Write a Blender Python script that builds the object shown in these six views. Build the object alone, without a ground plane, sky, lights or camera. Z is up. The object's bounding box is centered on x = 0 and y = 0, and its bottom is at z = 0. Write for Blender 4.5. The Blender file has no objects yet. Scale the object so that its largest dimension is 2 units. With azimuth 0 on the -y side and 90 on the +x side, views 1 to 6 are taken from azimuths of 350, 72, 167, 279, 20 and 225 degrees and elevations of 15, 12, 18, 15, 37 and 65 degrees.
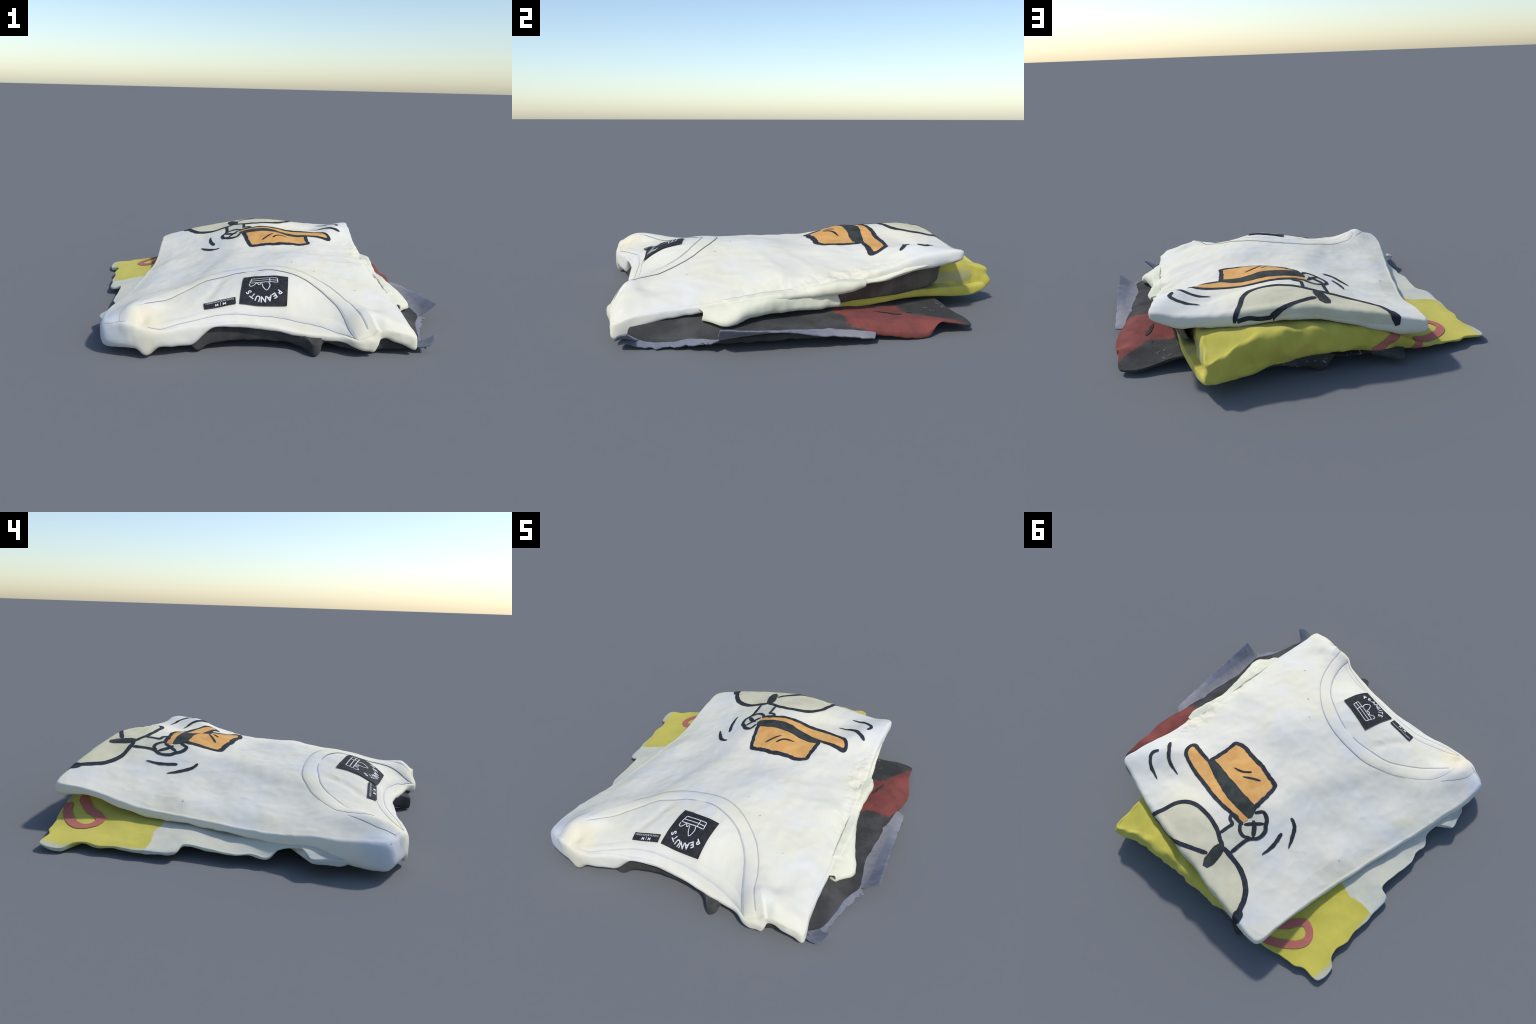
"""A stack of folded T-shirts: a white printed shirt on top of a yellow-and-white
one, a dark one with a red print and a blue-grey one underneath."""
import bpy, bmesh, math, random
import numpy as np
from mathutils import Vector, noise
from mathutils.bvhtree import BVHTree
from mathutils.geometry import delaunay_2d_cdt

random.seed(7)

# ----------------------------------------------------------------- helpers
def link(ob, parent=None):
    bpy.context.scene.collection.objects.link(ob)
    if parent is not None:
        ob.parent = parent
    return ob

def thing(name, label, category):
    e = bpy.data.objects.new(name, None)
    e.empty_display_size = 0.1
    e["label"] = label
    e["category"] = category
    return link(e)

def mesh_object(name, verts, faces, mat, parent, smooth=True):
    me = bpy.data.meshes.new(name)
    me.from_pydata([tuple(map(float, v)) for v in verts], [], [tuple(map(int, f)) for f in faces])
    me.update()
    if smooth:
        me.polygons.foreach_set("use_smooth", [True] * len(me.polygons))
    me.materials.append(mat)
    return link(bpy.data.objects.new(name, me), parent)

def fbm(x, y, z, scale, seed=0.0, octaves=3):
    v = 0.0; a = 1.0; s = scale
    for _ in range(octaves):
        v += a * noise.noise((x * s + seed, y * s - seed, z * s + 2 * seed))
        a *= 0.5; s *= 2.03
    return v

def spline_loop(pts, n, smooth=True):
    """Closed curve through rows of control values, resampled to n rows by length."""
    P = np.array(pts, float); m = len(P)
    dense = []
    for i in range(m):
        p0, p1, p2, p3 = P[i - 1], P[i], P[(i + 1) % m], P[(i + 2) % m]
        for t in np.linspace(0, 1, 40, endpoint=False):
            if smooth:
                # finite-difference tangents scaled by chord length: no overshoot at short spans
                def L(a, b): return max(np.linalg.norm(a[:2] - b[:2]), 1e-4)
                l0, l1, l2 = L(p0, p1), L(p1, p2), L(p2, p3)
                m1 = ((p1 - p0) / l0 * l1 + (p2 - p1) / l1 * l0) / (l0 + l1) * l1
                m2 = ((p2 - p1) / l1 * l2 + (p3 - p2) / l2 * l1) / (l1 + l2) * l1
                t2, t3 = t * t, t * t * t
                dense.append((2*t3-3*t2+1)*p1 + (t3-2*t2+t)*m1 + (3*t2-2*t3)*p2 + (t3-t2)*m2)
            else:
                dense.append(p1 + (p2 - p1) * t)
    D = np.array(dense + [dense[0]])
    s = np.r_[0, np.cumsum(np.hypot(*np.diff(D[:, :2], axis=0).T))]
    q = np.linspace(0, s[-1], n, endpoint=False)
    return np.stack([np.interp(q, s, D[:, k]) for k in range(D.shape[1])], 1)

def spline_open(pts, n):
    P = np.array(pts, float)
    if len(P) == 2:
        return P[0] + (P[1] - P[0]) * np.linspace(0, 1, n)[:, None]
    E = np.vstack([2 * P[0] - P[1], P, 2 * P[-1] - P[-2]])
    out = []
    for i in range(1, len(E) - 2):
        p0, p1, p2, p3 = E[i-1], E[i], E[i+1], E[i+2]
        for t in np.linspace(0, 1, 24, endpoint=False):
            out.append(0.5 * (2*p1 + (p2-p0)*t + (2*p0-5*p1+4*p2-p3)*t*t + (3*p1-p0-3*p2+p3)*t**3))
    out.append(E[-2])
    D = np.array(out)
    s = np.r_[0, np.cumsum(np.linalg.norm(np.diff(D, axis=0), axis=1))]
    q = np.linspace(0, s[-1], n)
    return np.stack([np.interp(q, s, D[:, k]) for k in range(D.shape[1])], 1)

class Drape:
    """Thin-plate height field z(x, y) through measured sag points of the cloth."""
    def __init__(self, pts, lam=2e-4):
        P = np.array(pts, float); self.c = P[:, :2]; n = len(P)
        K = self.k(np.linalg.norm(self.c[:, None] - self.c[None], axis=2)) + lam * np.eye(n)
        Q = np.c_[np.ones(n), self.c]
        A = np.block([[K, Q], [Q.T, np.zeros((3, 3))]])
        w = np.linalg.solve(A, np.r_[P[:, 2], 0, 0, 0])
        self.w, self.a = w[:n], w[n:]
    @staticmethod
    def k(r):
        return np.where(r > 1e-9, r * r * np.log(np.maximum(r, 1e-9)), 0.0)
    def __call__(self, xy):
        xy = np.atleast_2d(xy)
        out = np.empty(len(xy))
        for i in range(0, len(xy), 20000):
            b = xy[i:i + 20000]
            out[i:i + 20000] = self.k(np.linalg.norm(b[:, None] - self.c[None], axis=2)) @ self.w \
                + self.a[0] + b @ self.a[1:]
        return out

def folded_cloth(name, outline, sag, centre, mat, parent, rings=120, around=760, smooth=True,
                 ragged=0.0, wrinkle=0.004, wrinkle_scale=5.0, belly=0.1, power=2.4, seed=0.0,
                 relief=None, roll_steps=12, rim_wrinkle=0.0, droop=0.0):
    """A folded garment: sagging top, rolled rim all round, underside closed below.
    outline rows: x, y, z of the rim's top, z of its bottom, inset of the roll."""
    B = spline_loop(outline, around, smooth)
    c = np.array(centre[:2])
    if ragged:
        for i, b in enumerate(B):
            B[i, 3] += ragged * fbm(b[0], b[1], 0, 14, seed + 3)
            B[i, :2] += 0.5 * ragged * fbm(b[0], b[1], 5, 17, seed + 9) * (b[:2] - c) / np.linalg.norm(b[:2] - c)
    if droop:
        B[:, 3] += droop * np.array([fbm(b[0], b[1], 2, 8, seed + 31) for b in B])
    B[:, 3] = np.maximum(B[:, 3], 0.001)
    B[:, 2] = np.maximum(B[:, 2], B[:, 3] + 0.006)
    rim = spline_loop(outline, 140, smooth)
    field = Drape(list(sag) + [(*(r[:2] + (c - r[:2]) / np.linalg.norm(c - r[:2]) * r[4]), r[2]) for r in rim])
    rad = np.linalg.norm(B[:, :2] - c, axis=1)
    inward = (c - B[:, :2]) / rad[:, None]
    inner = B[:, :2] + inward * B[:, 4:5]
    verts = []
    for t in np.linspace(0.012, 1, rings):
        xy = c + (inner - c) * t
        z = field(xy)
        wr = np.array([fbm(p[0], p[1], 0, wrinkle_scale, seed) for p in xy])
        fade = np.clip((1 - t) * rad / 0.06, 0, 1)
        z = z + wrinkle * wr * (0.35 + 0.65 * fade)
        if relief is not None:
            z = z + relief(xy)
        if t == 1:
            ztop = z
        verts.append(np.c_[xy, z])
    zbot = np.minimum(B[:, 3], ztop - 0.006)
    for a in np.linspace(math.pi / 2, -math.pi / 2, roll_steps + 2)[1:]:
        ca = max(math.cos(a), 0.0) ** (2 / power)
        sa = math.copysign(abs(math.sin(a)) ** (2 / power), math.sin(a))
        xy = inner - inward * (B[:, 4:5] * ca)
        z = (ztop + zbot) / 2 + (ztop - zbot) / 2 * sa
        if rim_wrinkle:
            w = np.array([fbm(p[0] * 1.0, p[1] * 1.0, q * 1.6, 7, seed + 20) for p, q in zip(xy, z)])
            xy = xy - inward * (rim_wrinkle * np.minimum(1, (ztop - zbot) / 0.08) * w * ca)[:, None]
        verts.append(np.c_[xy, z])
    for t in (0.93, 0.8, 0.6, 0.35, 0.1):
        w = (1 - t) ** 0.8
        verts.append(np.c_[c + (inner - c) * t, np.minimum(zbot * (1 - w) + belly * w, field(c + (inner - c) * t) - 0.012)])
    V = np.vstack(verts); n = around; R = len(verts)
    F = []
    for r in range(R - 1):
        for i in range(n):
            j = (i + 1) % n
            F.append((r*n + i, (r+1)*n + i, (r+1)*n + j, r*n + j))
    F.append(tuple(range(n)))
    F.append(tuple((R-1)*n + i for i in reversed(range(n))))
    V[:, 2] = np.maximum(V[:, 2], 0.0008)
    return mesh_object(name, V, F, mat, parent)

def cloth_strip(name, rails, mat, parent, n=90, across=14, thick=0.006, wrinkle=0.004, seed=0.0, ragged=0.0):
    """A sheet of cloth lofted across several rails (lists of 3D points), with thickness."""
    C = np.stack([spline_open(r, n) for r in rails])           # rails x n x 3
    S = np.stack([spline_open(C[:, i], across) for i in range(n)])  # n x across x 3
    du = np.gradient(S, axis=0); dv = np.gradient(S, axis=1)
    N = np.cross(du, dv); N /= np.linalg.norm(N, axis=2, keepdims=True) + 1e-9
    if N[..., 2].mean() < 0: N = -N
    W = np.zeros(S.shape[:2])
    for i in range(n):
        for j in range(across):
            p = S[i, j]
            W[i, j] = wrinkle * fbm(*p, 9, seed)
            if ragged and j == across - 1:
                S[i, j] += dv[i, j] / (np.linalg.norm(dv[i, j]) + 1e-9) * ragged * fbm(*p, 25, seed)
    top = S + N * (W + thick / 2)[..., None]
    bot = S + N * (W - thick / 2)[..., None]
    V = np.vstack([top.reshape(-1, 3), bot.reshape(-1, 3)])
    V[:, 2] = np.maximum(V[:, 2], 0.001)
    o = n * across; F = []
    idx = lambda i, j: i * across + j
    for i in range(n - 1):
        for j in range(across - 1):
            a, b, c_, d = idx(i, j), idx(i+1, j), idx(i+1, j+1), idx(i, j+1)
            F.append((a, b, c_, d)); F.append((d + o, c_ + o, b + o, a + o))
    for i in range(n - 1):
        for j in (0, across - 1):
            a, b = idx(i, j), idx(i+1, j)
            F.append((a, a + o, b + o, b) if j == 0 else (b, b + o, a + o, a))
    for j in range(across - 1):
        for i in (0, n - 1):
            a, b = idx(i, j), idx(i, j+1)
            F.append((b, b + o, a + o, a) if i == 0 else (a, a + o, b + o, b))
    ob = mesh_object(name, V, F, mat, parent)
    bm = bmesh.new(); bm.from_mesh(ob.data)
    bmesh.ops.recalc_face_normals(bm, faces=bm.faces[:])
    bm.to_mesh(ob.data); bm.free()
    return ob

# --------------------------------------------------------------- materials
class Nodes:
    def __init__(self, name, rough=0.9, sheen=0.15):
        self.m = bpy.data.materials.new(name); self.m.use_nodes = True
        self.t = self.m.node_tree
        self.b = self.t.nodes["Principled BSDF"]
        self.b.inputs["Roughness"].default_value = rough
        self.b.inputs["Specular IOR Level"].default_value = 0.15
        if sheen:
            self.b.inputs["Sheen Weight"].default_value = sheen
            self.b.inputs["Sheen Roughness"].default_value = 0.6
        self.co = self.t.nodes.new("ShaderNodeTexCoord").outputs["Object"]
        sep = self.new("ShaderNodeSeparateXYZ"); self.wire(self.co, sep.inputs[0])
        self.x, self.y, self.z = sep.outputs
    def new(self, kind): return self.t.nodes.new(kind)
    def wire(self, a, b): self.t.links.new(a, b)
    def put(self, sock, v):
        if hasattr(v, "links") or isinstance(v, bpy.types.NodeSocket): self.wire(v, sock)
        else: sock.default_value = v
    def math(self, op, a, b=0.0, clamp=False):
        n = self.new("ShaderNodeMath"); n.operation = op; n.use_clamp = clamp
        self.put(n.inputs[0], a); self.put(n.inputs[1], b)
        return n.outputs[0]
    def noise(self, scale, detail=3, rough=0.5, stretch=None, offset=(0, 0, 0)):
        n = self.new("ShaderNodeTexNoise")
        n.inputs["Scale"].default_value = scale; n.inputs["Detail"].default_value = detail
        n.inputs["Roughness"].default_value = rough
        mp = self.new("ShaderNodeMapping")
        mp.inputs["Location"].default_value = offset
        if stretch: mp.inputs["Scale"].default_value = stretch
        self.wire(self.co, mp.inputs["Vector"]); self.wire(mp.outputs[0], n.inputs["Vector"])
        return n.outputs["Fac"]
    def step(self, v, lo, hi):
        n = self.new("ShaderNodeMapRange"); n.interpolation_type = "SMOOTHSTEP"
        self.put(n.inputs["Value"], v)
        n.inputs["From Min"].default_value = lo; n.inputs["From Max"].default_value = hi
        return n.outputs["Result"]
    def mix(self, f, a, b, mode="MIX"):
        n = self.new("ShaderNodeMix"); n.data_type = "RGBA"; n.blend_type = mode
        self.put(n.inputs[0], f)
        self.put(n.inputs[6], (*a, 1) if isinstance(a, tuple) else a)
        self.put(n.inputs[7], (*b, 1) if isinstance(b, tuple) else b)
        return n.outputs[2]
    def weave(self, strength=0.25, scale=260, dist=0.002):
        f = self.noise(scale, 2, 0.6, stretch=(1, 0.6, 1))
        g = self.noise(38, 3, 0.6, offset=(3, 1, 0))
        h = self.math("ADD", self.math("MULTIPLY", f, 0.5), g)
        bp = self.new("ShaderNodeBump"); bp.inputs["Strength"].default_value = strength
        bp.inputs["Distance"].default_value = dist
        self.wire(h, bp.inputs["Height"]); self.wire(bp.outputs[0], self.b.inputs["Normal"])
    def colour(self, c):
        self.put(self.b.inputs["Base Color"], (*c, 1) if isinstance(c, tuple) else c)
        return self.m

def plain_cloth(name, base, alt, scale=6, rough=0.92, weave=0.25, sheen=0.1):
    n = Nodes(name, rough, sheen)
    f = n.step(n.noise(scale, 4, 0.6), 0.38, 0.62)
    c = n.mix(f, base, alt)
    n.weave(weave)
    return n.colour(c)

def white_cotton():
    n = Nodes("white_cotton", 0.95, 0.05)
    warm = n.step(n.noise(2.6, 3, 0.55), 0.45, 0.68)
    cool = n.step(n.noise(3.4, 3, 0.5, offset=(4, 2, 1)), 0.48, 0.7)
    c = n.mix(n.math("MULTIPLY", warm, 0.8), (0.70, 0.675, 0.585), (0.72, 0.68, 0.525))
    c = n.mix(n.math("MULTIPLY", cool, 0.7), c, (0.65, 0.66, 0.655))
    # pale flakes of a slightly yellower tone
    v = n.new("ShaderNodeTexVoronoi"); v.inputs["Scale"].default_value = 13
    n.wire(n.co, v.inputs["Vector"])
    sep = n.new("ShaderNodeSeparateColor"); n.wire(v.outputs["Color"], sep.inputs[0])
    flake = n.math("MULTIPLY", n.step(sep.outputs[0], 0.72, 0.75), 0.18)
    c = n.mix(flake, c, (0.70, 0.66, 0.53))
    # yellowed patch where the neck opening tucks under the shoulder
    d = n.math("ADD", n.math("POWER", n.math("MULTIPLY", n.math("ADD", n.x, 0.71), 8), 2), n.math("POWER", n.math("MULTIPLY", n.math("ADD", n.y, 0.79), 9), 2))
    c = n.mix(n.math("MULTIPLY", n.step(d, 1.0, 0.1), 0.7), c, (0.70, 0.63, 0.44))
    # blue skylight on the shaded front-left corner, tinted into the cotton
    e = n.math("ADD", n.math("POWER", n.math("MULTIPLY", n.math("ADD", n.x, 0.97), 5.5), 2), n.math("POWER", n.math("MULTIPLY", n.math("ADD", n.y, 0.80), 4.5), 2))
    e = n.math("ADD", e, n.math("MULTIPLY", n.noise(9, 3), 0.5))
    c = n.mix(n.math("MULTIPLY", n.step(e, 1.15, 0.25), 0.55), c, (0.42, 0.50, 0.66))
    n.weave(0.3)
    return n.colour(c)

MAT = {}
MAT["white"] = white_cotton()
MAT["cream"] = plain_cloth("cream_cotton", (0.72, 0.70, 0.55), (0.66, 0.65, 0.50), 5)
MAT["seam"] = plain_cloth("grey_seam_shadow", (0.45, 0.45, 0.46), (0.50, 0.49, 0.48), 20)
MAT["shadow_brown_underside"] = plain_cloth("brown_shadow_tint", (0.10, 0.082, 0.066), (0.15, 0.13, 0.105), 7, sheen=0.02)
MAT["seam_soft"] = plain_cloth("soft_seam", (0.58, 0.58, 0.58), (0.62, 0.61, 0.58), 20)
MAT["dark"] = plain_cloth("charcoal_cotton", (0.042, 0.041, 0.040), (0.072, 0.070, 0.068), 5, sheen=0.03)
def yellow_white_cotton():
    """Yellow block towards the back, off-white cloth in front of a wavering edge."""
    n = Nodes("yellow_white_cotton", 0.92, 0.1)
    f = n.step(n.noise(5, 4, 0.6), 0.38, 0.62)
    yel = n.mix(f, (0.50, 0.44, 0.070), (0.56, 0.49, 0.085))
    whi = n.mix(f, (0.62, 0.60, 0.47), (0.55, 0.55, 0.47))
    wob = n.math("MULTIPLY", n.math("SUBTRACT", n.noise(9, 2), 0.5), 0.07)
    # the edge of the yellow runs further forward on the right-hand side
    edge = n.math("SUBTRACT", 0.305, n.math("MULTIPLY", n.step(n.x, 0.1, 0.6), 0.22))
    m = n.step(n.math("SUBTRACT", n.math("ADD", n.y, wob), edge), -0.006, 0.006)
    c = n.mix(m, whi, yel)
    hem = n.step(n.math("ADD", n.x, wob), -0.915, -0.945)
    c = n.mix(n.math("MULTIPLY", hem, 0.75), c, (0.42, 0.45, 0.44))
    painted_hollow_shade = n.math("MULTIPLY", n.math("MULTIPLY", n.step(n.x, 0.49, 0.52), n.step(n.z, 0.118, 0.13)), n.step(n.math("ADD", n.y, wob), 0.67, 0.60))
    c = n.mix(n.math("MULTIPLY", painted_hollow_shade, 0.85), c, (0.085, 0.066, 0.050))  # yellow wall darkened to brown where the gap lies in shadow
    pan = n.math("MULTIPLY", n.math("MULTIPLY", n.step(n.x, 0.515, 0.53), n.step(n.math("ABSOLUTE", n.math("SUBTRACT", n.math("ADD", n.z, wob), 0.160)), 0.045, 0.02)), n.step(n.math("ABSOLUTE", n.math("SUBTRACT", n.math("ADD", n.y, wob), 0.76)), 0.13, 0.08))
    c = n.mix(n.math("MULTIPLY", pan, 0.65), c, (0.33, 0.32, 0.22))
    n.weave(0.25)
    return n.colour(c)

def ribbed_blue():
    """Blue-grey knit: fine ribs across the hem, paler towards the front of the strip."""
    n = Nodes("blue_grey_knit", 0.95, 0.1)
    f = n.step(n.noise(7, 4, 0.6), 0.35, 0.65)
    blue = n.mix(f, (0.115, 0.130, 0.175), (0.165, 0.178, 0.225))
    grey = n.mix(f, (0.27, 0.26, 0.28), (0.19, 0.19, 0.22))
    inner = n.math("SUBTRACT", n.math("ADD", n.math("MULTIPLY", n.y, 0.115), 0.928), n.x)
    m = n.math("MULTIPLY", n.step(inner, -0.012, 0.012), n.step(n.y, -0.72, -0.58))
    m = n.math("MAXIMUM", m, n.step(n.y, -0.22, -0.10))
    rib = n.noise(22, 4, 0.65, stretch=(0.6, 3.0, 0.6))
    c = n.mix(m, blue, grey)
    c = n.mix(n.math("MULTIPLY", n.step(rib, 0.40, 0.70), 0.22), c, (0.28, 0.28, 0.30))
    bp = n.new("ShaderNodeBump"); bp.inputs["Strength"].default_value = 0.3; bp.inputs["Distance"].default_value = 0.004
    n.wire(rib, bp.inputs["Height"]); n.wire(bp.outputs[0], n.b.inputs["Normal"])
    return n.colour(c)

def charcoal_red():
    """Charcoal cloth with a broad, soft-edged block of worn brick-red ink on the right."""
    n = Nodes("charcoal_red_print", 0.92, 0.03)
    f = n.step(n.noise(5, 4, 0.6), 0.38, 0.62)
    base = n.mix(f, (0.042, 0.041, 0.040), (0.072, 0.070, 0.068))
    red = n.mix(n.step(n.noise(11, 5, 0.65), 0.35, 0.7), (0.225, 0.064, 0.054), (0.165, 0.048, 0.043))
    w1 = n.math("MULTIPLY", n.math("SUBTRACT", n.noise(16, 4, 0.65), 0.5), 0.09)
    w2 = n.math("MULTIPLY", n.math("SUBTRACT", n.noise(13, 4, 0.65, offset=(5, 2, 0)), 0.5), 0.09)
    top = n.math("ADD", 0.37, n.math("MULTIPLY", n.math("MAXIMUM", n.math("SUBTRACT", n.x, 0.79), 0.0), 1.2))
    low = n.math("ADD", 0.03, n.math("MULTIPLY", n.math("MAXIMUM", n.math("SUBTRACT", n.x, 0.885), 0.0), 2.2))
    m = n.math("MULTIPLY", n.step(n.math("ADD", n.math("SUBTRACT", n.y, low), w1), -0.014, 0.014),
               n.step(n.math("ADD", n.math("SUBTRACT", top, n.y), w2), -0.014, 0.014))
    m = n.math("MULTIPLY", m, n.step(n.x, 0.62, 0.66))
    m = n.math("MULTIPLY", m, n.step(n.noise(26, 5, 0.7, offset=(1, 7, 0)), 0.27, 0.40))
    c = n.mix(m, base, red)
    n.weave(0.3)
    return n.colour(c)

MAT["charcoal_red"] = charcoal_red()
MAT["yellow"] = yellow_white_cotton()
MAT["blue"] = ribbed_blue()
MAT["ink"] = plain_cloth("black_ink", (0.022, 0.026, 0.034), (0.035, 0.040, 0.050), 30, 0.8, 0.2, 0)
MAT["band"] = plain_cloth("faded_black_ink", (0.030, 0.036, 0.034), (0.050, 0.055, 0.050), 18, 0.8, 0.2, 0)
MAT["orange"] = plain_cloth("orange_ink", (0.68, 0.38, 0.13), (0.62, 0.32, 0.10), 14, 0.85, 0.2, 0)
MAT["pale"] = plain_cloth("pale_ink", (0.63, 0.59, 0.43), (0.58, 0.545, 0.385), 8, 0.9, 0.2, 0)
MAT["hand"] = plain_cloth("off_white_ink", (0.60, 0.59, 0.48), (0.54, 0.53, 0.42), 10, 0.9, 0.2, 0)
MAT["rose"] = plain_cloth("rose_red_ink", (0.49, 0.155, 0.125), (0.44, 0.145, 0.115), 12, 0.9, 0.2, 0)
MAT["label"] = plain_cloth("black_label", (0.020, 0.021, 0.023), (0.032, 0.033, 0.036), 40, 0.7, 0.3, 0)
MAT["thread"] = plain_cloth("white_thread", (0.70, 0.70, 0.70), (0.6, 0.6, 0.62), 60, 0.8, 0.2, 0)
MAT["chalk"] = plain_cloth("worn_grey_ink", (0.22, 0.23, 0.23), (0.09, 0.09, 0.09), 40, 0.9, 0.2, 0)

# ------------------------------------------------------------- white shirt
white = thing("white_t_shirt", "folded white T-shirt with hat print and black neck labels", "t-shirt")

WHITE_RIM = [  # x, y, top, bottom, roll inset
    (0.632,-0.996,0.105,0.03,0.02), (0.643,-0.88,0.130,0.070,0.02), (0.653,-0.755,0.145,0.10,0.02),
    (0.668,-0.63,0.155,0.115,0.02), (0.683,-0.49,0.170,0.135,0.02), (0.686,-0.343,0.185,0.15,0.02),
    (0.692,-0.19,0.200,0.165,0.02), (0.702,-0.04,0.226,0.185,0.02), (0.714,0.15,0.238,0.20,0.02),
    (0.724,0.305,0.278,0.215,0.03), (0.743,0.455,0.325,0.255,0.03), (0.758,0.57,0.345,0.275,0.035),
    (0.770,0.662,0.345,0.30,0.03),
    (0.66,0.708,0.325,0.253,0.04), (0.523,0.747,0.325,0.250,0.045), (0.388,0.784,0.335,0.250,0.05),
    (0.262,0.809,0.345,0.260,0.05), (0.127,0.824,0.352,0.268,0.05), (0.002,0.842,0.343,0.260,0.05),
    (-0.116,0.859,0.322,0.236,0.05), (-0.232,0.878,0.298,0.210,0.045), (-0.346,0.895,0.275,0.181,0.04),
    (-0.46,0.906,0.246,0.150,0.035), (-0.572,0.900,0.215,0.145,0.03),
    (-0.604,0.757,0.205,0.160,0.022), (-0.628,0.605,0.176,0.138,0.020), (-0.641,0.515,0.156,0.116,0.020),
    (-0.674,0.357,0.136,0.098,0.020), (-0.714,0.205,0.136,0.100,0.020), (-0.756,0.045,0.134,0.094,0.020),
    (-0.80,-0.115,0.132,0.092,0.020), (-0.848,-0.275,0.136,0.084,0.022), (-0.894,-0.434,0.155,0.075,0.03),
    (-0.936,-0.59,0.165,0.055,0.04), (-0.948,-0.70,0.175,0.042,0.04), (-0.944,-0.765,0.178,0.04,0.04),
    (-0.87,-0.815,0.178,0.045,0.03), (-0.78,-0.855,0.170,0.04,0.03), (-0.735,-0.866,0.158,0.012,0.03),
    (-0.69,-0.868,0.145,0.045,0.03), (-0.589,-0.855,0.150,0.05,0.03), (-0.503,-0.837,0.152,0.05,0.03),
    (-0.45,-0.827,0.153,0.09,0.025), (-0.40,-0.822,0.153,0.125,0.02), (-0.324,-0.817,0.156,0.128,0.02), (-0.236,-0.818,0.153,0.125,0.02),
    (-0.148,-0.829,0.145,0.115,0.02), (-0.063,-0.846,0.132,0.103,0.02), (0.019,-0.865,0.115,0.088,0.02),
    (0.101,-0.891,0.105,0.076,0.02), (0.185,-0.913,0.102,0.07,0.02), (0.268,-0.94,0.100,0.068,0.02),
    (0.325,-0.982,0.095,0.05,0.02), (0.39,-0.987,0.105,0.03,0.02), (0.428,-0.982,0.115,0.03,0.02), (0.446,-0.976,0.140,0.075,0.02),
    (0.47,-0.978,0.150,0.09,0.02), (0.531,-0.989,0.140,0.078,0.02), (0.598,-0.992,0.120,0.05,0.02),
]
WHITE_SAG = [
    (-0.243,-0.724,0.221), (0.001,-0.77,0.217), (-0.189,-0.507,0.293), (0.049,-0.575,0.306), (-0.253,-0.769,0.187),
    (-0.557,-0.452,0.228), (-0.409,-0.384,0.257), (-0.246,-0.347,0.286), (-0.064,-0.363,0.312), (0.104,-0.442,0.315),
    (0.26,-0.606,0.263), (0.317,-0.719,0.232), (0.358,-0.891,0.206), (0.298,-0.881,0.175), (0.395,-0.955,0.135), (0.18,-0.84,0.163), (-0.489,-0.499,0.232), (-0.346,-0.437,0.268),
    (0.415,-0.91,0.205), (0.474,-0.945,0.176), (0.53,-0.90,0.172), (0.595,-0.935,0.148), (0.55,-0.80,0.172),
    (0.231,-0.438,0.300), (0.125,-0.331,0.325), (-0.602,0.215,0.173), (0.048,0.202,0.327), (0.136,0.264,0.355),
    (0.224,0.25,0.335), (0.12,0.204,0.345), (0.645,0.483,0.358), (0.518,0.616,0.330), (0.639,0.391,0.330),
    (0.45,0.513,0.326), (-0.263,0.518,0.273), (-0.258,0.342,0.263), (-0.227,0.243,0.272), (-0.343,0.379,0.233),
    (-0.073,0.447,0.336), (0.531,0.351,0.325), (0.372,0.32,0.322), (0.338,0.123,0.320), (-0.045,0.174,0.303),
    (-0.043,0.347,0.345), (-0.015,0.596,0.352), (-0.139,0.647,0.318), (0.225,0.587,0.360), (0.359,0.70,0.340),
    (-0.228,0.685,0.287), (-0.358,0.761,0.264), (-0.034,0.742,0.342), (-0.089,0.80,0.325), (-0.408,0.837,0.258),
    (0.15,0.72,0.362), (0.30,0.60,0.355), (0.55,0.50,0.335),
    (-0.849,-0.78,0.185), (-0.76,-0.68,0.232), (-0.70,-0.62,0.222), (-0.613,-0.596,0.208), (-0.85,-0.60,0.190), (-0.76,-0.45,0.183),
    (-0.66,-0.72,0.190), (-0.55,-0.70,0.187), (-0.42,-0.68,0.208), (-0.74,-0.81,0.185),
    (-0.70,-0.20,0.170), (-0.55,-0.20,0.192), (-0.60,0.02,0.175), (-0.40,-0.10,0.222), (-0.25,-0.05,0.270), (-0.26,-0.14,0.277), (-0.46,0.30,0.203),
    (-0.10,-0.10,0.295), (0.02,0.05,0.300), (0.15,-0.15,0.333), (0.30,-0.10,0.310), (0.45,-0.10,0.280), (0.58,-0.10,0.258),
    (0.45,-0.35,0.262), (0.58,-0.35,0.222), (0.45,-0.60,0.232), (0.57,-0.60,0.198), (0.45,0.15,0.300), (0.60,0.15,0.265),
    (0.55,0.28,0.290), (0.31,0.26,0.320), (0.19,-0.69,0.240), (0.45,-0.82,0.192), (-0.70,-0.72,0.207), (-0.80,-0.70,0.222), (0.26,0.40,0.325), (0.20,0.03,0.306), (-0.12,0.08,0.298), (0.62,-0.20,0.246), (-0.46,0.14,0.190), (-0.57,-0.36,0.203), (-0.50,0.50,0.200), (-0.48,0.70,0.222), (0.0,-0.25,0.318),
]
def sstep(v, lo, hi):
    t = np.clip((v - lo) / (hi - lo), 0, 1)
    return t * t * (3 - 2 * t)

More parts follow.
